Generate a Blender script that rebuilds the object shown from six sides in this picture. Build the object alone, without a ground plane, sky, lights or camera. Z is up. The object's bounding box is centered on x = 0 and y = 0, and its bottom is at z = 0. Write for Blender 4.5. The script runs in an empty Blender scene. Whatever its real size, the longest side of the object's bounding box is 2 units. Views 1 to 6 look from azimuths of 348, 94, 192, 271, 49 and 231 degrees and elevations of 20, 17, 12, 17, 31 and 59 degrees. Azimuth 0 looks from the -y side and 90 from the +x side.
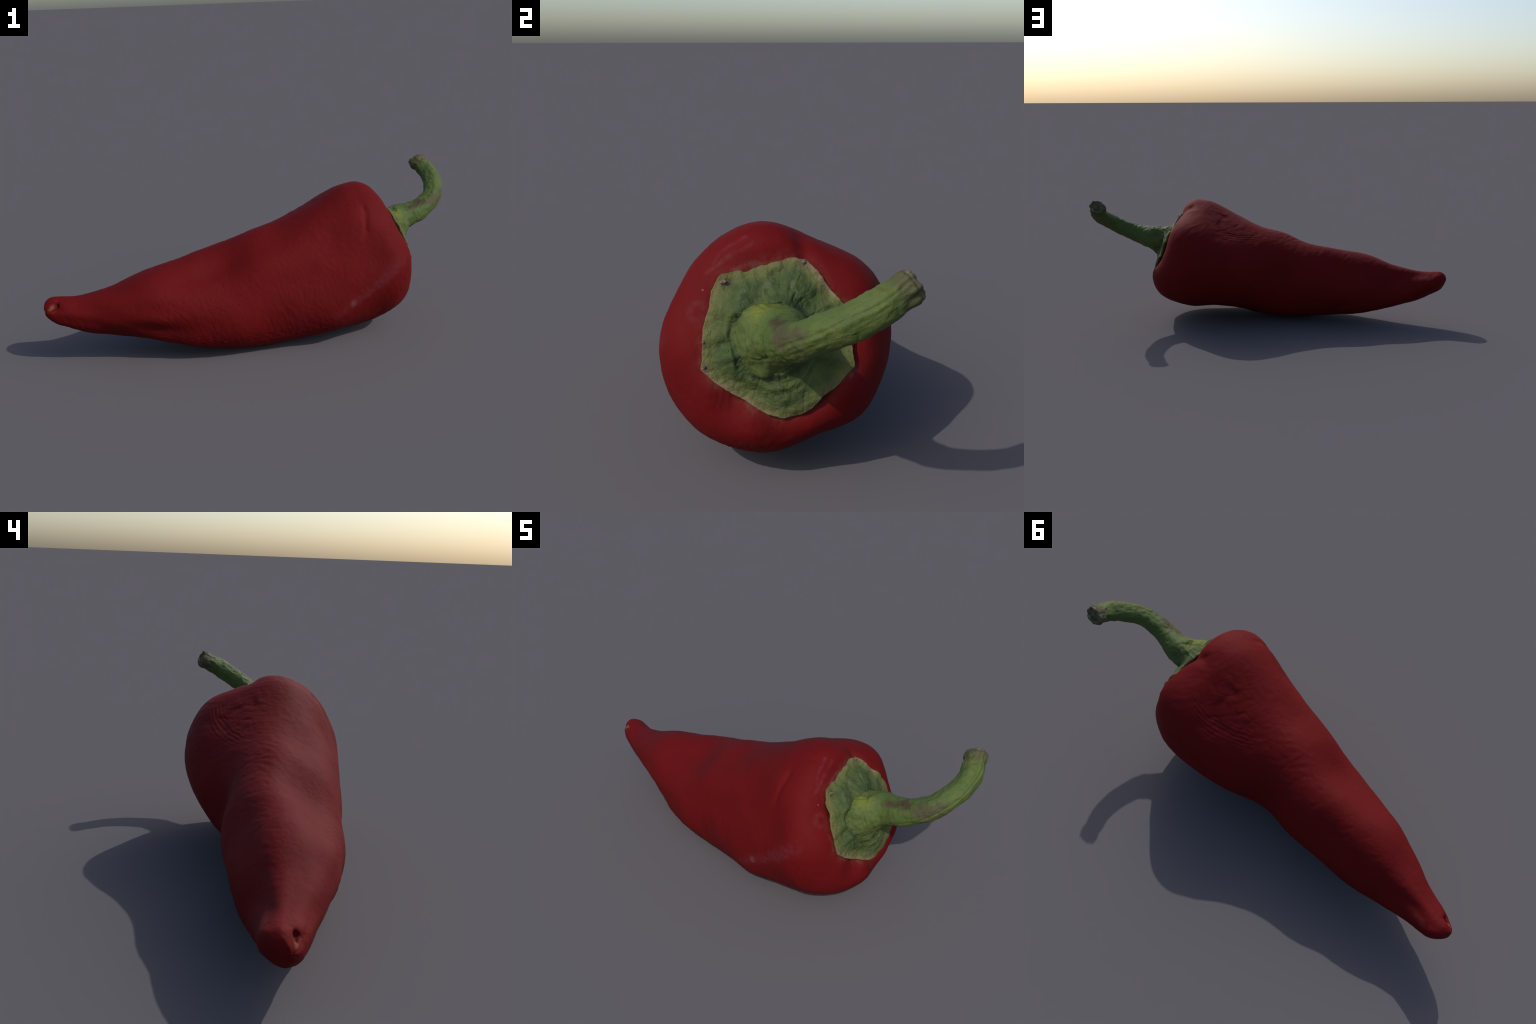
"""A ripe red pointed pepper lying on its side: fruit body, green calyx with
dried tips, and a curved ridged stem with a cut end.  Everything is lofted
from profiles, a bent axis and lobe amplitudes, then given fine relief."""
import bpy, math
import numpy as np

# ---------------------------------------------------------------- helpers
def smoothstep(a, b, x):
    t = np.clip((x - a) / (b - a), 0, 1)
    return t * t * (3 - 2 * t)

def _hash(ix, iy, iz, seed):
    h = (ix * 374761393 + iy * 668265263 + iz * 2147483647 + seed * 974634777) & 0xFFFFFFFF
    h = ((h ^ (h >> 13)) * 1274126177) & 0xFFFFFFFF
    h = ((h ^ (h >> 16)) * 2246822519) & 0xFFFFFFFF
    return ((h ^ (h >> 15)) & 0xFFFFFF) / float(0xFFFFFF)

def noise(P, seed=0):
    """Smooth value noise in -1..1 over an (..., 3) array of points."""
    P = np.asarray(P, float) + 500.0
    i = np.floor(P).astype(np.int64)
    f = P - i
    f = f * f * f * (f * (f * 6 - 15) + 10)
    out = 0
    for dx in (0, 1):
        for dy in (0, 1):
            for dz in (0, 1):
                w = ((f[..., 0] if dx else 1 - f[..., 0]) *
                     (f[..., 1] if dy else 1 - f[..., 1]) *
                     (f[..., 2] if dz else 1 - f[..., 2]))
                out = out + w * _hash(i[..., 0] + dx, i[..., 1] + dy, i[..., 2] + dz, seed)
    return out * 2 - 1

def fbm(P, octaves=3, seed=0):
    P = np.asarray(P, float)
    s, a, t = 0, 1.0, 0
    for o in range(octaves):
        s = s + a * noise(P * (2 ** o), seed + 17 * o)
        t += a
        a *= .5
    return s / t

def creases(P, seed=0, sharp=.25):
    """0..1, one along thin winding lines, zero between them."""
    return np.clip(1 - np.abs(noise(P, seed)) / sharp, 0, 1)

def along(P, direction, stretch):
    """Squeeze space along a direction so that noise runs in strokes that way."""
    d = np.array(direction, float)
    d /= np.linalg.norm(d)
    return P - (P @ d)[..., None] * d * (1 - 1 / stretch)

def catmull(t, n):
    """Weights of n evenly indexed control points at parameter values t."""
    W = np.zeros((len(t), n))
    for r, x in enumerate(t):
        k = min(int(x), n - 2)
        f = x - k
        for j, w in zip((k - 1, k, k + 1, k + 2),
                        (-.5 * f + f * f - .5 * f ** 3, 1 - 2.5 * f * f + 1.5 * f ** 3,
                         .5 * f + 2 * f * f - 1.5 * f ** 3, -.5 * f * f + .5 * f ** 3)):
            W[r, min(max(j, 0), n - 1)] += w
    return W

def segment_distance(P, a, b):
    a, b = np.array(a, float), np.array(b, float)
    ab = b - a
    t = np.clip(((P - a) @ ab) / (ab @ ab), 0, 1)
    return np.linalg.norm(P - a - t[..., None] * ab, axis=-1)

def grid_normals(P, outward):
    du = np.gradient(P, axis=0)
    dv = np.roll(P, -1, 1) - np.roll(P, 1, 1)
    n = np.cross(du, dv)
    n /= np.linalg.norm(n, axis=-1, keepdims=True) + 1e-12
    if (n * outward).sum() < 0:
        n = -n
    return n

def make_object(name, P, material, cap_start=True, cap_end=True, parent=None, weld=False):
    """Mesh from a grid of rings P[i, j]; each ring is closed."""
    nu, nv = P.shape[:2]
    verts = P.reshape(-1, 3)
    i, j = np.meshgrid(np.arange(nu - 1), np.arange(nv), indexing='ij')
    k = (j + 1) % nv
    quads = np.stack([i * nv + j, (i + 1) * nv + j, (i + 1) * nv + k, i * nv + k], -1).reshape(-1, 4)
    # outward winding
    c = P.reshape(-1, 3).mean(0)
    q = verts[quads]
    fn = np.cross(q[:, 2] - q[:, 0], q[:, 3] - q[:, 1])
    vol = (fn * q.mean(1)).sum()
    faces = quads.tolist()
    extra = []
    if cap_start:
        verts = np.vstack([verts, P[0].mean(0)])
        m = len(verts) - 1
        extra += [[m, a, (a + 1) % nv] for a in range(nv)]
    if cap_end:
        verts = np.vstack([verts, P[-1].mean(0)])
        m = len(verts) - 1
        o = (nu - 1) * nv
        extra += [[m, o + (a + 1) % nv, o + a] for a in range(nv)]
    faces += extra
    if vol < 0:
        faces = [f[::-1] for f in faces]
    me = bpy.data.meshes.new(name)
    me.from_pydata(verts.tolist(), [], faces)
    me.polygons.foreach_set('use_smooth', [True] * len(me.polygons))
    me.update()
    me.materials.append(material)
    ob = bpy.data.objects.new(name, me)
    bpy.context.scene.collection.objects.link(ob)
    if parent:
        ob.parent = parent
    return ob

# ---------------------------------------------------------------- node helpers
class Nodes:
    def __init__(self, name):
        self.mat = bpy.data.materials.new(name)
        self.mat.use_nodes = True
        self.t = self.mat.node_tree
        self.bsdf = next(n for n in self.t.nodes if n.type == 'BSDF_PRINCIPLED')
        self.coord = self.t.nodes.new('ShaderNodeTexCoord').outputs['Object']

    def put(self, sock, v):
        if isinstance(v, bpy.types.NodeSocket):
            self.t.links.new(v, sock)
        elif v is not None:
            sock.default_value = v

    def math(self, op, a, b=None, c=None, clamp=False):
        n = self.t.nodes.new('ShaderNodeMath')
        n.operation = op
        n.use_clamp = clamp
        for s, v in zip(n.inputs, (a, b, c)):
            self.put(s, v)
        return n.outputs[0]

    def vec(self, op, a, b=None, scale=None):
        n = self.t.nodes.new('ShaderNodeVectorMath')
        n.operation = op
        self.put(n.inputs[0], a)
        if b is not None:
            self.put(n.inputs[1], b)
        if scale is not None:
            self.put(n.inputs['Scale'], scale)
        return n.outputs['Value' if op in ('DOT_PRODUCT', 'LENGTH', 'DISTANCE') else 'Vector']

    def noise(self, scale, detail=3, rough=.55, vector=None, out=0):
        n = self.t.nodes.new('ShaderNodeTexNoise')
        n.inputs['Scale'].default_value = scale
        n.inputs['Detail'].default_value = detail
        n.inputs['Roughness'].default_value = rough
        self.put(n.inputs['Vector'], vector or self.coord)
        return n.outputs[out]

    def ramp(self, x, a, b):
        n = self.t.nodes.new('ShaderNodeMapRange')
        n.interpolation_type = 'SMOOTHSTEP'
        self.put(n.inputs[0], x)
        n.inputs[1].default_value = a
        n.inputs[2].default_value = b
        return n.outputs[0]

    def mix(self, f, a, b):
        n = self.t.nodes.new('ShaderNodeMix')
        n.data_type = 'RGBA'
        self.put(n.inputs[0], f)
        for s, v in ((n.inputs[6], a), (n.inputs[7], b)):
            self.put(s, v if isinstance(v, bpy.types.NodeSocket) else (*v, 1))
        return n.outputs[2]

    def wobble(self, amount, scale):
        v = self.vec('SUBTRACT', self.noise(scale, 2, .5, out=1), (.5, .5, .5))
        return self.vec('ADD', self.coord, self.vec('SCALE', v, scale=amount))

    def seg(self, p, a, b):
        """Distance from socket p to the segment a-b."""
        ab = np.array(b, float) - np.array(a, float)
        l2 = float(ab @ ab)
        pa = self.vec('SUBTRACT', p, tuple(a))
        t = self.math('MULTIPLY', self.vec('DOT_PRODUCT', pa, tuple(ab)), 1 / l2, clamp=True)
        s = self.vec('SCALE', tuple(ab), scale=t)
        return self.vec('LENGTH', self.vec('SUBTRACT', pa, s))

    def path(self, p, pts):
        d = None
        for a, b in zip(pts, pts[1:]):
            e = self.seg(p, a, b)
            d = e if d is None else self.math('MINIMUM', d, e)
        return d

    def ball(self, p, c):
        return self.vec('DISTANCE', p, tuple(c))

    def finish(self, color, rough, bump=None, strength=.3, distance=.004, spec=.5):
        self.put(self.bsdf.inputs['Base Color'], color)
        self.put(self.bsdf.inputs['Roughness'], rough)
        self.put(self.bsdf.inputs['Specular IOR Level'], spec)
        if bump is not None:
            b = self.t.nodes.new('ShaderNodeBump')
            b.inputs['Strength'].default_value = strength
            b.inputs['Distance'].default_value = distance
            self.put(b.inputs['Height'], bump)
            self.t.links.new(b.outputs[0], self.bsdf.inputs['Normal'])
        return self.mat

# ---------------------------------------------------------------- the fruit body
STEM_END = np.array([0.64, -0.01, 0.41])         # foot of the axis, under the calyx
TIP = np.array([-0.985, -0.1, 0.27])
AXIS = TIP - STEM_END
LENGTH = np.linalg.norm(AXIS)
AXIS = AXIS / LENGTH
UP = np.array([0, 0, 1.0]) - AXIS * AXIS[2]
UP /= np.linalg.norm(UP)
SIDE = np.cross(AXIS, UP)

# distance along the axis, radius of the plain turned shape
PROFILE = np.array([
    (0.000, 0.000),
    (0.000, 0.100),
    (0.000, 0.190),
    (0.030, 0.260),
    (0.110, 0.295),
    (0.220, 0.295),
    (0.380, 0.275),
    (0.540, 0.250),
    (0.700, 0.225),
    (0.860, 0.200),
    (1.020, 0.170),
    (1.180, 0.140),
    (1.340, 0.105),
    (1.470, 0.080),
    (1.570, 0.062),
    (1.610, 0.040),
    (1.634, 0.000),
])
# the axis sags and bows: distance along it, shift up, shift sideways
BOW = np.array([
    (0.000, -0.030, 0.020),
    (0.100, -0.030, 0.015),
    (0.220, -0.035, 0.010),
    (0.380, -0.060, 0.010),
    (0.540, -0.080, 0.000),
    (0.700, -0.095, -0.030),
    (0.860, -0.108, -0.055),
    (1.020, -0.108, -0.075),
    (1.180, -0.085, -0.070),
    (1.340, -0.055, -0.040),
    (1.470, -0.030, -0.010),
    (1.610, -0.000, 0.000),
])
# how the real surface departs from the turned shape at each profile station
# (metres): swell, then cosine and sine amplitudes of 1 to 8 lobes round it
LOBES = np.array([
    (-0.0376, 0.0000, 0.0000, 0.0000, 0.0000, 0.0000, 0.0000, 0.0000, 0.0000, 0.0000, 0.0000, 0.0000, 0.0000, 0.0000, 0.0000, 0.0000, 0.0000),
    (-0.0402, -0.0293, -0.0090, 0.0007, -0.0014, 0.0014, -0.0035, -0.0002, -0.0005, 0.0000, -0.0018, -0.0015, -0.0022, 0.0006, -0.0022, -0.0023, -0.0016),
    (-0.0214, -0.0692, -0.0123, -0.0145, -0.0029, -0.0002, 0.0034, -0.0024, 0.0073, -0.0033, -0.0008, 0.0002, 0.0017, 0.0018, 0.0014, -0.0034, 0.0027),
    (-0.0206, -0.0591, -0.0227, -0.0241, -0.0066, -0.0048, -0.0094, -0.0046, -0.0006, -0.0029, -0.0070, -0.0005, -0.0024, -0.0016, -0.0002, 0.0015, -0.0006),
    (0.0166, -0.0045, -0.0160, -0.0090, 0.0042, 0.0068, -0.0094, -0.0034, -0.0005, 0.0006, -0.0088, 0.0026, -0.0003, 0.0002, -0.0007, 0.0015, 0.0010),
    (0.0303, 0.0047, 0.0000, -0.0064, 0.0114, 0.0084, -0.0166, -0.0032, -0.0026, 0.0010, -0.0053, 0.0002, 0.0004, 0.0033, 0.0002, 0.0010, -0.0012),
    (0.0212, 0.0114, -0.0088, -0.0242, 0.0244, 0.0189, -0.0223, -0.0080, -0.0030, 0.0051, -0.0046, -0.0002, 0.0038, 0.0002, -0.0028, -0.0017, 0.0024),
    (0.0191, -0.0042, -0.0139, -0.0084, 0.0164, 0.0098, -0.0122, -0.0028, 0.0002, 0.0013, 0.0011, -0.0006, 0.0014, 0.0016, 0.0001, 0.0010, -0.0003),
    (0.0137, -0.0074, -0.0123, 0.0176, 0.0124, 0.0067, 0.0020, -0.0054, 0.0036, 0.0011, 0.0004, -0.0003, 0.0010, 0.0021, 0.0005, 0.0008, 0.0004),
    (0.0181, -0.0125, 0.0258, -0.0039, 0.0222, 0.0012, 0.0069, -0.0049, 0.0047, -0.0006, 0.0026, -0.0016, 0.0023, -0.0002, 0.0002, -0.0004, 0.0007),
    (0.0191, 0.0010, 0.0436, -0.0075, 0.0132, 0.0041, 0.0020, -0.0048, 0.0059, 0.0028, 0.0032, -0.0031, 0.0013, -0.0004, -0.0003, 0.0001, 0.0005),
    (0.0209, 0.0021, 0.0490, -0.0035, -0.0062, 0.0059, 0.0018, -0.0036, 0.0050, 0.0017, -0.0014, -0.0027, 0.0007, -0.0001, 0.0007, 0.0012, -0.0009),
    (0.0082, -0.0156, 0.0239, 0.0021, -0.0123, 0.0025, 0.0083, -0.0045, 0.0004, -0.0010, -0.0003, 0.0000, 0.0000, 0.0000, 0.0000, 0.0000, 0.0000),
    (0.0013, -0.0280, 0.0125, 0.0055, -0.0039, -0.0001, 0.0019, 0.0007, 0.0004, -0.0007, 0.0009, -0.0012, -0.0004, -0.0001, 0.0004, 0.0000, -0.0007),
    (0.0002, -0.0179, 0.0195, -0.0012, 0.0015, -0.0025, -0.0016, 0.0005, 0.0000, -0.0003, 0.0003, -0.0003, -0.0002, 0.0000, 0.0003, -0.0002, -0.0005),
    (0.0030, -0.0118, 0.0217, -0.0005, 0.0098, -0.0029, 0.0018, 0.0005, 0.0004, -0.0001, 0.0007, -0.0002, 0.0000, 0.0000, 0.0002, -0.0005, -0.0002),
    (0.0160, 0.0000, 0.0000, 0.0000, 0.0000, 0.0000, 0.0000, 0.0007, 0.0018, -0.0006, 0.0012, -0.0002, 0.0005, -0.0001, -0.0004, -0.0007, 0.0004),
])

def bow_at(s):
    t = np.linspace(0, 1.61, 400)
    k = np.hanning(41)
    k /= k.sum()
    out = []
    for col in (1, 2):
        y = np.interp(t, BOW[:, 0], BOW[:, col])
        y = np.convolve(np.pad(y, 20, mode='edge'), k, 'valid')
        out.append(np.interp(s, t, y))
    return out

def body_surface(nu=560, nv=440):
    m = len(PROFILE)
    # even spacing along the outline
    tt = np.linspace(0, m - 1, 3000)
    o = catmull(tt, m) @ PROFILE
    l = np.r_[0, np.cumsum(np.linalg.norm(np.diff(o, axis=0), axis=1))]
    t = np.interp(np.linspace(0, l[-1], nu), l, tt)
    W = catmull(t, m)
    pr = W @ PROFILE
    pr[:, 1] = np.maximum(pr[:, 1], 0)
    o_d = np.gradient(catmull(tt, m) @ PROFILE, axis=0)
    o_d /= np.linalg.norm(o_d, axis=1)[:, None] + 1e-12
    d = np.stack([np.interp(t, tt, o_d[:, 0]), np.interp(t, tt, o_d[:, 1])], 1)
    d /= np.linalg.norm(d, axis=1)[:, None] + 1e-12
    ns, nr = -d[:, 1], d[:, 0]
    ns[0], nr[0] = -1, 0
    ns[-1], nr[-1] = 1, 0
    phi = np.arange(nv) / nv * 2 * math.pi
    ring = UP * np.cos(phi)[:, None] + SIDE * np.sin(phi)[:, None]
    b1, b2 = bow_at(pr[:, 0])
    P = (STEM_END + AXIS * pr[:, 0, None, None] + UP * b1[:, None, None]
         + SIDE * b2[:, None, None] + ring[None] * pr[:, 1, None, None])
    N = AXIS * ns[:, None, None] + ring[None] * nr[:, None, None]
    F = np.stack([np.ones(nv)] + [f(k * phi) for k in range(1, 9) for f in (np.cos, np.sin)], 1)
    P = P + N * ((W @ LOBES) @ F.T)[..., None]
    # round off the very tip, where the rings close
    n = nu // 28
    for _ in range(60):
        Q = P[-n - 1:]
        M = Q.copy()
        M[1:-1] = (Q[:-2] + Q[2:] + np.roll(Q[1:-1], 1, 1) + np.roll(Q[1:-1], -1, 1)) / 4
        M[-1] = Q[-2].mean(0)
        w = np.linspace(0, 1, n + 1)[:, None, None] * .5
        P[-n - 1:] = Q * (1 - w) + M * w
    return P, grid_normals(P, N)

def body_relief(P, N):
    x, y, z = P[..., 0], P[..., 1], P[..., 2]
    h = np.zeros(P.shape[:2])
    h += .0022 * fbm(P * 9, 2, 3)
    # short slanting strokes, finer and pebbly towards the underside
    front = smoothstep(.15, -.10, y) * smoothstep(.52, .30, z) * (.35 + .65 * smoothstep(-.9, -.3, x))
    patch = .45 + .55 * smoothstep(-.35, .35, fbm(P * 7, 2, 8))
    strokes = along(P + .01 * fbm(P * 12, 1, 5)[..., None], (.45, .1, -.9), 4.0)
    h += .0009 * front * patch * (noise(strokes * 105, 11) - .6 * creases(strokes * 75, 12, .3))
    under = smoothstep(.22, .08, z) * smoothstep(.2, -.05, y)
    h += .0012 * under * noise(along(P, (1, .2, 0), 1.6) * 105, 15)
    # faint wrinkles everywhere else
    h += .0007 * noise(along(P, (.5, .3, -.5), 3) * 60, 21) * (1 - front)
    h -= .0005 * creases(along(P, (.3, .9, -.2), 2.5) * 24, 22, .12) * (1 - front) * smoothstep(.2, .35, z)
    # crumpled back near the stem end, with a run of parallel folds below it
    c = P - np.array([.25, .07, .58])
    crumple = np.exp(-(np.linalg.norm(c, axis=-1) / .15) ** 4) * smoothstep(-.04, .03, y)
    wq = P + .03 * np.stack([noise(P * 11, s) for s in (31, 32, 33)], -1)
    h -= .0012 * crumple * creases(wq * 19, 34, .16)
    h += .0022 * crumple * noise(wq * 26, 35)
    fold_mid, fold_dir = np.array([.225, .165, .53]), np.array([-.90, -.36, -.25])
    across = np.array([.167, -.811, .567])
    q = P - fold_mid
    u, v = q @ fold_dir, q @ across
    v = v - 1.3 * u * u + .006 * noise(P * 22, 41)
    w = np.linalg.norm(q - u[..., None] * fold_dir - (q @ across)[..., None] * across, axis=-1)
    fm = np.exp(-(u / .15) ** 4 - ((v + .005) / .045) ** 4 - (w / .12) ** 4)
    fm = fm * (.55 + .45 * noise(P * 18, 42))
    h += .0012 * fm * np.sin(v * 2 * math.pi / .0165)
    # wrinkled ridge line down the back to the tip
    back = np.exp(-((z - (.50 + .26 * (x + .15))) / .07) ** 2) * smoothstep(.25, .0, x) * smoothstep(-.9, -.75, x)
    back = back * smoothstep(-.12, -.02, y)
    h += .0010 * back * noise(along(P + .02 * fbm(P * 16, 2, 52)[..., None], (.35, .7, -.6), 2.2) * 60, 51)
    # long dent on the sunny shoulder
    dent = segment_distance(P, (.434, -.208, .632), (.420, -.283, .505))
    dent = dent + .005 * noise(P * 40, 56)
    h -= .0062 * np.exp(-(dent / .0125) ** 2) * smoothstep(.495, .545, z)
    soft = segment_distance(P, (.44, -.21, .62), (.40, -.31, .42))
    h -= .0025 * np.exp(-(soft / .045) ** 2)
    # small dimple low on the end lobe
    dd = np.linalg.norm(P - np.array([.50, -.26, .16]), axis=-1)
    h -= .006 * np.exp(-(dd / .018) ** 2)
    # furrow running from the calyx's top corner over the back
    fur = segment_distance(P, (.56, .085, .60), (.46, .06, .665))
    h -= .012 * np.exp(-(fur / .028) ** 2)
    # blossom scar at the tip: a pit and a cleft beside a raised lip
    pit = segment_distance(P, (-.940, -.112, .289), (-.952, -.114, .287))
    h -= .0085 * np.exp(-(pit / .0085) ** 2)
    cleft = segment_distance(P, (-.952, -.114, .287), (-.992, -.122, .262))
    h -= .0034 * np.exp(-(cleft / .008) ** 2)
    lip = segment_distance(P, (-.950, -.088, .296), (-.982, -.098, .278))
    h += .003 * np.exp(-(lip / .010) ** 2)
    tipz = smoothstep(-.80, -.93, x)
    h += .0014 * tipz * noise(P * 34, 61) + .0007 * tipz * noise(P * 75, 62)
    # quiet at the poles, where the rings shrink
    fade = np.ones(P.shape[0])
    fade[:12] = 0
    fade[-14:] = smoothstep(1, 0, np.linspace(0, 1, 14))
    return P + N * (h * fade[:, None])[..., None]

# ---------------------------------------------------------------- the calyx
# rim of the five-cornered calyx, clockwise seen from the stem
CALYX_RIM = np.array([
    (0.584, -0.147, 0.591),
    (0.568, -0.107, 0.596),
    (0.552, -0.062, 0.605),
    (0.536, -0.004, 0.616),
    (0.528, 0.035, 0.623),
    (0.524, 0.076, 0.623),
    (0.532, 0.100, 0.600),
    (0.546, 0.131, 0.562),
    (0.558, 0.160, 0.531),
    (0.567, 0.183, 0.513),
    (0.586, 0.197, 0.466),
    (0.612, 0.208, 0.400),
    (0.629, 0.216, 0.359),
    (0.634, 0.192, 0.335),
    (0.645, 0.163, 0.300),
    (0.651, 0.127, 0.279),
    (0.662, 0.103, 0.250),
    (0.669, 0.065, 0.233),
    (0.676, 0.022, 0.224),
    (0.678, -0.012, 0.233),
    (0.677, -0.052, 0.255),
    (0.678, -0.113, 0.295),
    (0.681, -0.158, 0.329),
    (0.683, -0.191, 0.359),
    (0.672, -0.186, 0.385),
    (0.658, -0.191, 0.430),
    (0.645, -0.188, 0.463),
    (0.624, -0.177, 0.509),
    (0.606, -0.168, 0.551),
])
CALYX_HUB = np.array([.640, -.006, .430])

def calyx_face(y, z):
    """The calyx lies on a shallow saddle over the end of the fruit."""
    return .7609 - .1335 * y - .3657 * z + .6806 * y * y - .0516 * y * z

def calyx_normal(y, z):
    n = np.stack([np.ones_like(y), .1335 - 1.3612 * y + .0516 * z, .3657 + .0516 * y], -1)
    return n / np.linalg.norm(n, axis=-1, keepdims=True)

def calyx_surface(nv=360, nt=90):
    rim = np.vstack([CALYX_RIM, CALYX_RIM[:1]])
    l = np.r_[0, np.cumsum(np.linalg.norm(np.diff(rim, axis=0), axis=1))]
    s = np.linspace(0, l[-1], nv, endpoint=False)
    rim = np.stack([np.interp(s, l, rim[:, k]) for k in range(3)], 1)
    for _ in range(2):
        rim = .5 * rim + .25 * np.roll(rim, 1, 0) + .25 * np.roll(rim, -1, 0)
    mid = rim.mean(0)
    ragged = .0030 * noise(rim * 26, 71) + .0011 * noise(rim * 120, 72)
    d = rim - mid
    rim = rim + d / np.linalg.norm(d, axis=1)[:, None] * ragged[:, None]
    t = np.linspace(.12, 1, nt) ** .9
    yz = CALYX_HUB[1:] + (rim[None, :, 1:] - CALYX_HUB[1:]) * t[:, None, None]
    y, z = yz[..., 0], yz[..., 1]
    x = calyx_face(y, z)
    blend = smoothstep(.55, 1, t)[:, None]
    x = x * (1 - blend) + (x + (rim[:, 0] - calyx_face(rim[:, 1], rim[:, 2]))[None]) * blend
    P = np.stack([x, y, z], -1)
    N = calyx_normal(y, z)
    T = t[:, None]
    ang = np.arctan2(z - CALYX_HUB[2], y - CALYX_HUB[1])
    r = np.linalg.norm(yz - CALYX_HUB[1:], axis=-1)
    edge = np.linalg.norm(rim[:, 1:] - CALYX_HUB[1:], axis=1)[None] - r
    h = .008 * fbm(P * 16, 2, 73) + .0048 * noise(P * 36, 74)
    # the plate climbs from its rim to the foot of the stem
    h += .060 * np.clip((1.0 - T) / .54, 0, 1) ** 1.4
    # fuller on the low side, under the stem
    h += .018 * np.exp(-(((y - .05) / .08) ** 2 + ((z - .265) / .055) ** 2))
    h += .022 * np.exp(-(((y - .155) / .06) ** 2 + ((z - .295) / .055) ** 2))
    # trough round the collar, puffed blade, slightly raised rim
    low = smoothstep(.47, .38, z + .15 * y)
    ridge = .128 + .006 * noise(P * 18, 64)
    h += low * (.0055 * np.exp(-((r - ridge) / .007) ** 2) - .0050 * np.exp(-((r - ridge + .013) / .005) ** 2)) * (.6 + .7 * noise(P * 24, 65))
    h -= .0060 * np.exp(-((r - .106 - .008 * noise(P * 15, 70)) / .011) ** 2)
    h += .005 * np.exp(-((r - .132 - .014 * noise(P * 12, 75)) / .014) ** 2) * (.5 + .8 * noise(P * 20, 69))
    h += .0015 * np.exp(-((edge - .012) / .010) ** 2)
    # radial wrinkles and ring-wise creases
    radial = np.stack([np.cos(ang) * 9, np.sin(ang) * 9, r * 14], -1)
    h -= .0014 * creases(radial * .6, 76, .16)
    h += .0012 * noise(radial * 1.3, 77)
    rings = np.stack([np.cos(ang) * 2.2, np.sin(ang) * 2.2, r * 45], -1)
    h -= .0016 * creases(rings, 78, .18) * smoothstep(.20, .12, r)
    h += .0014 * noise(P * 110, 79)
    # a sunken, half-filled dimple on the upper blade
    dim = np.linalg.norm(P - np.array([.582, .037, .564]), axis=-1)
    h += -.0075 * np.exp(-((dim - .019) / .008) ** 2) + .0025 * np.exp(-(dim / .012) ** 2)
    h -= .0030 * creases((P + .02 * fbm(P * 30, 2, 66)[..., None]) * 24, 68, .16) * smoothstep(.19, .13, r)
    P = P + N * h[..., None]
    # rounded rim, then the underside tucked back into the fruit
    top = P[-1]
    inward = CALYX_HUB - top
    inward /= np.linalg.norm(inward, axis=1)[:, None]
    Nr = N[-1]
    skirt = [top - Nr * dn + inward * di for dn, di in
             ((.002, -.0008), (.005, -.0006), (.008, .0008), (.011, .004), (.016, .014), (.026, .040), (.05, .09))]
    return np.concatenate([P, np.array(skirt)], 0)

# ---------------------------------------------------------------- the stem
STEM_SPINE = np.array([
    (.605, -.018, .424), (.642, -.004, .448), (.678, .018, .465), (.724, .0370, .4810), (.8214, .0450, .5083),
    (.9159, .0971, .5643), (.9545, .2110, .6335), (.9215, .3085, .6915)])
STEM_RADIUS = np.array([.104, .094, .079, .0650, .0510, .0450, .0435, .0420])

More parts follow.
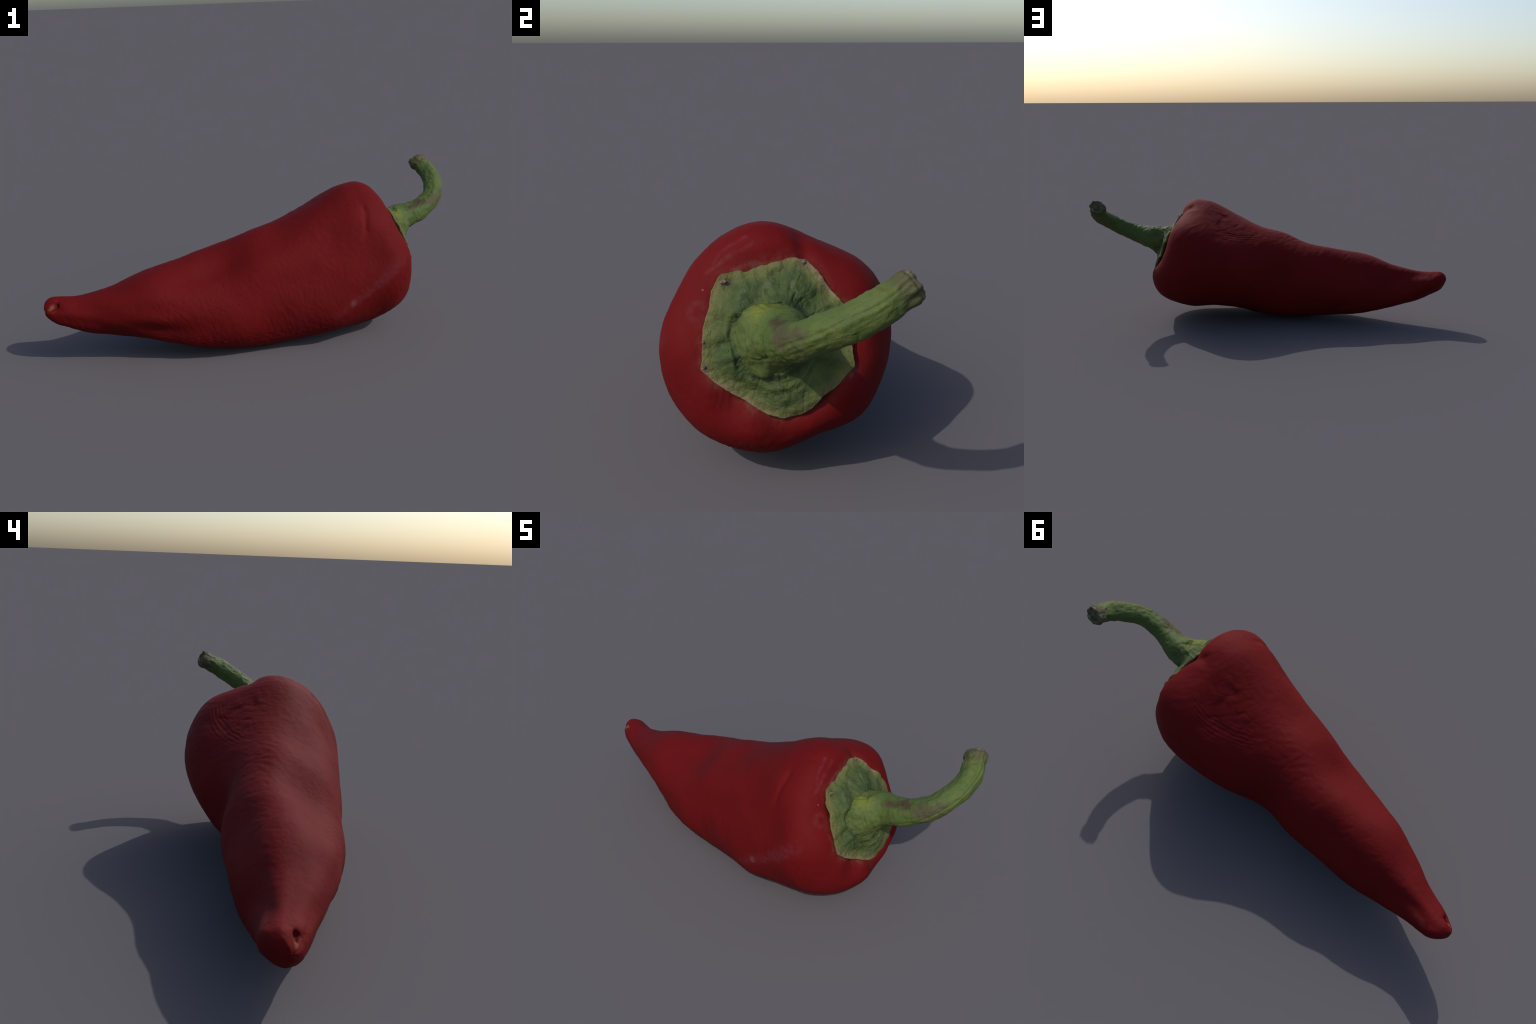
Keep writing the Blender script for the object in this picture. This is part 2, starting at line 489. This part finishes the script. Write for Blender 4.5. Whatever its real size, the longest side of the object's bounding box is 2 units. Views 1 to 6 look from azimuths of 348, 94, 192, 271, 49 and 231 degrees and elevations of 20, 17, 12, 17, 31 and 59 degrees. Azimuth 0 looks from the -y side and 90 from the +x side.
def stem_surface(nu=330, nv=150):
    m = len(STEM_SPINE)
    tt = np.linspace(0, m - 1, 2000)
    fine = catmull(tt, m) @ STEM_SPINE
    l = np.r_[0, np.cumsum(np.linalg.norm(np.diff(fine, axis=0), axis=1))]
    t = np.interp(np.linspace(0, l[-1], nu), l, tt)
    C = catmull(t, m) @ STEM_SPINE
    R = catmull(t, m) @ STEM_RADIUS
    T = np.gradient(C, axis=0)
    T /= np.linalg.norm(T, axis=1)[:, None]
    a = np.zeros((nu, 3))
    a[0] = np.cross(T[0], (0, 1, 0))
    for i in range(nu):
        v = a[i - 1] if i else a[0]
        v = v - T[i] * (v @ T[i])
        a[i] = v / np.linalg.norm(v)
    b = np.cross(T, a)
    phi = np.arange(nv) / nv * 2 * math.pi
    ring = a[:, None] * np.cos(phi)[None, :, None] + b[:, None] * np.sin(phi)[None, :, None]
    s = np.linspace(0, 1, nu)[:, None]
    L = l[-1]
    # five soft ridges that twist a little along the stem
    tw = phi[None] + .5 * s
    shape = 1 + .018 * np.cos(5 * tw + .4) + .026 * np.cos(2 * tw + 1.1) + .016 * np.cos(3 * tw)
    shape = 1 + (shape - 1) * smoothstep(.06, .3, s)
    r = R[:, None] * shape
    P0 = C[:, None] + ring * r[..., None]
    # knob and ragged lip at the cut end
    r = r + .0015 * smoothstep(.955, .985, s) - .0030 * np.exp(-((s - .945) / .02) ** 2)
    Q = np.stack([np.cos(phi)[None] * 3 + 0 * s, np.sin(phi)[None] * 3 + 0 * s, s * 14 + 0 * phi[None]], -1)
    h = .0012 * noise(Q * 1.3, 81) + .0015 * noise(P0 * 80, 83)
    h -= .0009 * creases(Q * np.array([1, 1, .6]), 82, .13)
    h += .0026 * noise(P0 * 24, 80)
    # two long grooves with broken edges, on the inner and the lower side
    for k, (f0, dep) in enumerate(((2.30, .0030), (2.75, .0010), (5.4, .0014))):
        off = phi[None] - (f0 - .5 * s + .10 * noise(np.stack([s * 9, s * 0, s * 0 + k], -1), 84 + k))
        off = (off + math.pi) % (2 * math.pi) - math.pi
        h -= dep * np.exp(-(off / .10) ** 2) * smoothstep(.25, .45, s)
    # wrinkled, flaring foot
    foot = smoothstep(.34, .12, s)
    h += foot * (.0060 * noise(P0 * 26, 88) - .0040 * creases(along(P0, (.9, .2, .35), 2) * 24, 89, .2)
                 + .0015 * noise(P0 * 90, 90))
    # a swollen shoulder under the bend
    for c, rad, amp in (((.682, -.020, .374), .026, .022), ((.690, .022, .366), .014, .012), ((.622, -.070, .50), .030, .006)):
        h += amp * np.exp(-(np.linalg.norm(P0 - np.array(c), axis=-1) / rad) ** 2)
    # a fold between the shoulder and the stem
    fold = np.minimum(segment_distance(P0, (.671, -.037, .412), (.707, .012, .408)),
                      segment_distance(P0, (.707, .012, .408), (.739, .049, .412)))
    h -= .0075 * np.exp(-(fold / .0085) ** 2)
    h += smoothstep(.92, .965, s) * (.0042 * noise(Q * .8, 91) + .0012) - .0030 * smoothstep(.985, 1, s)
    P = C[:, None] + ring * (r + h)[..., None]
    return P, C[-1], T[-1], a[-1], b[-1]

def cut_surface(rim, centre, axis):
    """The cut face: a lumpy rim falling into a shallow pith."""
    prof = [(1.0, -.003), (.99, .003), (.94, .0090), (.86, .0120), (.76, .0110), (.66, .0075), (.55, .0045),
            (.40, .0030), (.22, .0025), (.05, .0025)]
    prof = np.array(prof)
    t = np.linspace(0, len(prof) - 1, 46)
    pr = catmull(t, len(prof)) @ prof
    d = rim - centre
    P = centre + d[None] * pr[:, 0, None, None] + axis * pr[:, 1, None, None]
    h = .0045 * noise(P * 50, 95) + .0022 * noise(P * 120, 96) - .0050 * creases(P * 34, 97, .2)
    h *= smoothstep(0, 5, np.arange(len(P)))[:, None]
    return P + axis * h[..., None]

def nub_mesh(material, seed=0):
    """Dried brown sepal tip: a small bent cone."""
    u = np.linspace(0, 1, 18)
    phi = np.arange(20) / 20 * 2 * math.pi
    r = .0100 * np.sqrt(np.clip(1 - u ** 1.6, 0, 1)) * (1 - .35 * u) + .0002
    P = np.stack([r[:, None] * np.cos(phi) + (.006 * u ** 2)[:, None], r[:, None] * np.sin(phi) * .8,
                  (u * .017 - .006)[:, None] + 0 * phi[None]], -1)
    P = P + .0016 * np.stack([noise(P * 160, seed + k) for k in range(3)], -1)
    return P

# ---------------------------------------------------------------- materials
RIM_PATH = [tuple(p) for p in CALYX_RIM[[0, 2, 4, 5, 7, 9, 12, 15, 18, 20, 23, 25, 27]]]

def skin_material():
    n = Nodes('pepper_skin')
    red, deep, light = (.108, .0030, .0034), (.098, .0028, .0033), (.120, .0038, .0042)
    col = n.mix(n.ramp(n.noise(3.2, 3), .35, .68), red, deep)
    col = n.mix(n.math('MULTIPLY', n.ramp(n.noise(5.5, 4, vector=n.vec('ADD', n.coord, (7, 3, 1))), .55, .75), .7), col, light)
    # chalky rub marks and scratches
    chalk = (.135, .030, .036)
    w = n.wobble(.03, 30)
    speck = n.ramp(n.noise(42, 5, .7), .28, .72)
    def mark(d, width, strength, colour, grain=True):
        nonlocal col
        m = n.ramp(d, width, width * .15)
        if grain:
            m = n.math('MULTIPLY', m, speck)
        col = n.mix(n.math('MULTIPLY', m, strength), col, colour)
    mark(n.path(w, [(.27, -.325, .18), (.342, -.339, .229), (.46, -.341, .30), (.545, -.332, .370)]), .034, .40, chalk)
    mark(n.path(w, [(.47, -.341, .31), (.53, -.336, .37), (.575, -.310, .40)]), .050, .38, (.125, .020, .030))
    mark(n.ball(w, (.342, -.337, .229)), .020, .55, (.16, .060, .064), False)
    mark(n.path(n.wobble(.012, 25), [(.556, -.188, .584), (.547, -.136, .626), (.524, -.066, .661)]), .012, .55, chalk)
    mark(n.path(n.wobble(.010, 40), [(.550, -.172, .612), (.537, -.155, .645), (.512, -.087, .678)]), .009, .45, (.15, .03, .055))
    ring = n.math('ABSOLUTE', n.math('SUBTRACT', n.ball(n.wobble(.02, 30), (.607, -.212, .492)), .022))
    mark(ring, .016, .32, chalk)
    mark(n.ball(n.coord, (.579, -.197, .545)), .0050, .8, (.22, .11, .09), False)
    # purplish bruises
    pb = n.wobble(.05, 14)
    mark(n.ball(pb, (.405, .240, .575)), .060, .30, (.085, .008, .022))
    mark(n.ball(pb, (.10, -.30, .20)), .070, .25, (.11, .014, .034))
    mark(n.ball(pb, (-.15, .07, .48)), .045, .22, (.085, .008, .022))
    # pale orange-pink bleaching round the calyx
    rimd = n.path(n.wobble(.030, 28), RIM_PATH + RIM_PATH[:1])
    mark(rimd, .040, .42, (.140, .034, .024))
    mark(rimd, .020, .55, (.150, .060, .048))
    # corky blossom scar
    tipw = n.wobble(.010, 60)
    mark(n.path(tipw, [(-.952, -.108, .289), (-.964, -.112, .284), (-.972, -.116, .279)]), .015, .75, (.160, .066, .038), False)
    mark(n.path(tipw, [(-.935, -.096, .296), (-.95, -.125, .275), (-.975, -.135, .262)]), .012, .25, (.15, .035, .035))
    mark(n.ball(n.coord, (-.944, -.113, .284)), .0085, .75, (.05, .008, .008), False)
    mark(n.path(n.wobble(.03, 40), [(-.80, -.02, .305), (-.90, -.035, .28)]), .022, .45, (.13, .035, .030))
    fleck = n.ramp(n.noise(46, 2, .5, vector=n.vec('ADD', n.coord, (2, 9, 4))), .80, .86)
    col = n.mix(n.math('MULTIPLY', fleck, .15), col, chalk)
    rough = n.math('ADD', n.math('MULTIPLY', n.noise(20, 3), .10), .68)
    bump = n.math('ADD', n.noise(150, 3, .6), n.math('MULTIPLY', n.noise(45, 2), .6))
    return n.finish(col, rough, bump, .22, .0035, .11)

def calyx_material():
    n = Nodes('calyx_green')
    col = n.mix(n.ramp(n.noise(14, 4), .36, .66), (.042, .064, .020), (.068, .090, .026))
    col = n.mix(n.math('MULTIPLY', n.ramp(n.noise(22, 3, vector=n.vec('ADD', n.coord, (5, 1, 2))), .52, .70), .75), col, (.040, .062, .023))
    col = n.mix(n.math('MULTIPLY', n.ramp(n.noise(30, 4, vector=n.vec('ADD', n.coord, (1, 8, 3))), .58, .74), .6), col, (.105, .110, .062))
    rim = n.path(n.wobble(.014, 22), RIM_PATH + RIM_PATH[:1])
    col = n.mix(n.math('MULTIPLY', n.ramp(rim, .050, .006), .80), col, (.118, .120, .040))
    lower = [tuple(p) for p in CALYX_RIM[[16, 18, 20, 22, 23]]]
    tan = n.math('MINIMUM', n.path(n.wobble(.02, 30), lower),
                 n.path(n.wobble(.02, 30), [tuple(p) for p in CALYX_RIM[[5, 6, 8]]]))
    col = n.mix(n.math('MULTIPLY', n.ramp(tan, .020, .003), .75), col, (.200, .150, .085))
    col = n.mix(n.math('MULTIPLY', n.ramp(rim, .007, .001), .5), col, (.155, .095, .050))
    for c, r in (((.588, -.136, .570), .022), ((.680, -.180, .366), .020), ((.657, -.183, .425), .014), ((.530, .070, .612), .020)):
        col = n.mix(n.math('MULTIPLY', n.ramp(n.ball(n.wobble(.012, 50), c), r, r * .3), .75), col, (.080, .055, .036))
    # darker teal ring, broken dark line and dark spots round the stem's foot
    foot = n.ball(n.wobble(.05, 20), (.645, -.004, .442))
    band = n.math('MULTIPLY', n.ramp(foot, .150, .105), n.ramp(n.noise(18, 4, vector=n.vec('ADD', n.coord, (6, 6, 1))), .38, .62))
    col = n.mix(n.math('MULTIPLY', band, .6), col, (.034, .054, .020))
    crack = n.math('ABSOLUTE', n.math('SUBTRACT', n.ball(n.wobble(.035, 26), (.628, -.004, .436)), .108))  # thin dark line drawn in the colour round the collar
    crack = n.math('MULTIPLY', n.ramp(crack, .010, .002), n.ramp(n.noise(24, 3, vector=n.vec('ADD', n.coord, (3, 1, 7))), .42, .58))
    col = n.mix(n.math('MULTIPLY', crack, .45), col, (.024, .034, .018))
    dark_spots = n.ramp(n.noise(48, 4, .6, vector=n.vec('ADD', n.coord, (2, 4, 9))), .60, .72)
    col = n.mix(n.math('MULTIPLY', dark_spots, .5), col, (.040, .052, .022))
    bump = n.math('ADD', n.noise(70, 4, .65), n.math('MULTIPLY', n.noise(200, 2), .4))
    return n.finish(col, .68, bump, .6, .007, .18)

def stem_material():
    n = Nodes('stem_green')
    col = n.mix(n.ramp(n.noise(9, 4), .35, .68), (.060, .090, .021), (.082, .107, .026))
    col = n.mix(n.math('MULTIPLY', n.ramp(n.noise(26, 4, vector=n.vec('ADD', n.coord, (4, 2, 6))), .50, .72), .6), col, (.055, .086, .027))
    # yellow flush at the root, green collar
    col = n.mix(n.math('MULTIPLY', n.ramp(n.ball(n.wobble(.04, 14), (.655, -.035, .520)), .070, .012), .85), col, (.122, .145, .020))
    # the foot of the stem takes on the calyx's dull green
    hub = n.ball(n.wobble(.05, 22), (.618, -.012, .428))
    col = n.mix(n.math('MULTIPLY', n.ramp(hub, .125, .070), .75), col, n.mix(n.noise(30, 3), (.036, .066, .024), (.078, .100, .030)))
    # bruised brown patches
    b1 = n.path(n.wobble(.035, 24), [(.752, .005, .540), (.783, .012, .545), (.83, .025, .555)])
    col = n.mix(n.math('MULTIPLY', n.ramp(b1, .030, .006), .85), col, (.048, .032, .017))
    b2 = n.path(n.wobble(.05, 26), [(.885, .025, .548), (.915, .050, .556), (.935, .080, .575)])
    col = n.mix(n.math('MULTIPLY', n.ramp(b2, .042, .010), .85), col, (.058, .048, .027))
    b3 = n.path(n.wobble(.04, 30), [(.928, .075, .575), (.95, .11, .59)])
    col = n.mix(n.math('MULTIPLY', n.ramp(b3, .016, .003), .7), col, (.050, .042, .032))
    # weathered grey-brown near the cut
    end = n.ball(n.wobble(.035, 30), (.918, .318, .694))
    col = n.mix(n.math('MULTIPLY', n.ramp(end, .085, .040), .80), col, (.062, .053, .029))
    scar = n.ramp(n.noise(40, 4, vector=n.vec('ADD', n.coord, (9, 2, 7))), .66, .76)
    col = n.mix(n.math('MULTIPLY', scar, .5), col, (.110, .085, .050))
    bump = n.math('ADD', n.noise(75, 4, .65), n.math('MULTIPLY', n.noise(220, 2), .4))
    return n.finish(col, .62, bump, .45, .005, .2)

def cut_material():
    n = Nodes('cut_stem_end')
    col = n.mix(n.ramp(n.noise(34, 4), .38, .64), (.085, .074, .042), (.135, .120, .072))
    c = (.9205, .3134, .6917)
    crack = n.math('MINIMUM', n.path(n.wobble(.010, 60), [(.885, .322, .712), (.915, .322, .705), (.935, .315, .718)]),
                   n.path(n.wobble(.010, 60), [(.915, .322, .705), (.945, .330, .680)]))
    col = n.mix(n.math('MULTIPLY', n.ramp(crack, .008, .002), .85), col, (.25, .235, .160))
    dark = n.ramp(n.noise(60, 3, vector=n.vec('ADD', n.coord, (3, 3, 8))), .58, .70)
    col = n.mix(n.math('MULTIPLY', dark, .6), col, (.034, .034, .030))
    return n.finish(col, .85, n.noise(110, 4, .65), .6, .005, .1)

def nub_material():
    n = Nodes('dried_tip')
    col = n.mix(n.ramp(n.noise(120, 3), .4, .62), (.060, .042, .028), (.150, .110, .078))
    return n.finish(col, .8, n.noise(200, 3), .4, .003, .3)

# ---------------------------------------------------------------- build
def build():
    pepper = bpy.data.objects.new('red_pepper', None)
    pepper.empty_display_size = .2
    bpy.context.scene.collection.objects.link(pepper)
    pepper['label'] = 'long pointed red pepper with curved green stem'
    pepper['category'] = 'red pepper'

    P, N = body_surface()
    P = body_relief(P, N)
    P[..., 2] = np.maximum(P[..., 2], .0004)          # rests on the ground
    make_object('fruit_body', P, skin_material(), parent=pepper)

    calyx = make_object('calyx', calyx_surface(), calyx_material(), parent=pepper)
    tip_mat = nub_material()
    nub = make_object('sepal_tip', nub_mesh(tip_mat), tip_mat, parent=calyx)
    places = (((.590, -.139, .573), .95, (.3, 1.0)), ((.681, -.181, .364), 1.0, (1.9, .8)),
              ((.659, -.184, .426), .65, (2.6, .7)), ((.531, .071, .613), .85, (.9, .75)))
    from mathutils import Matrix, Vector
    for k, (at, size, (spin, tall)) in enumerate(places):
        ob = nub if k == 0 else nub.copy()
        if k:
            bpy.context.scene.collection.objects.link(ob)
        nrm = calyx_normal(np.array(at[1]), np.array(at[2]))
        q = Vector(nrm.tolist()).to_track_quat('Z', 'Y').to_matrix().to_4x4()
        ob.matrix_local = (Matrix.Translation(at) @ q @ Matrix.Rotation(spin, 4, 'Z')
                           @ Matrix.Diagonal((size, size, size * tall, 1)))

    S, centre, axis, a, b = stem_surface()
    stem = make_object('stem', S, stem_material(), parent=pepper)
    make_object('cut_end', cut_surface(S[-1], centre, axis), cut_material(), cap_start=False, parent=stem)

build()
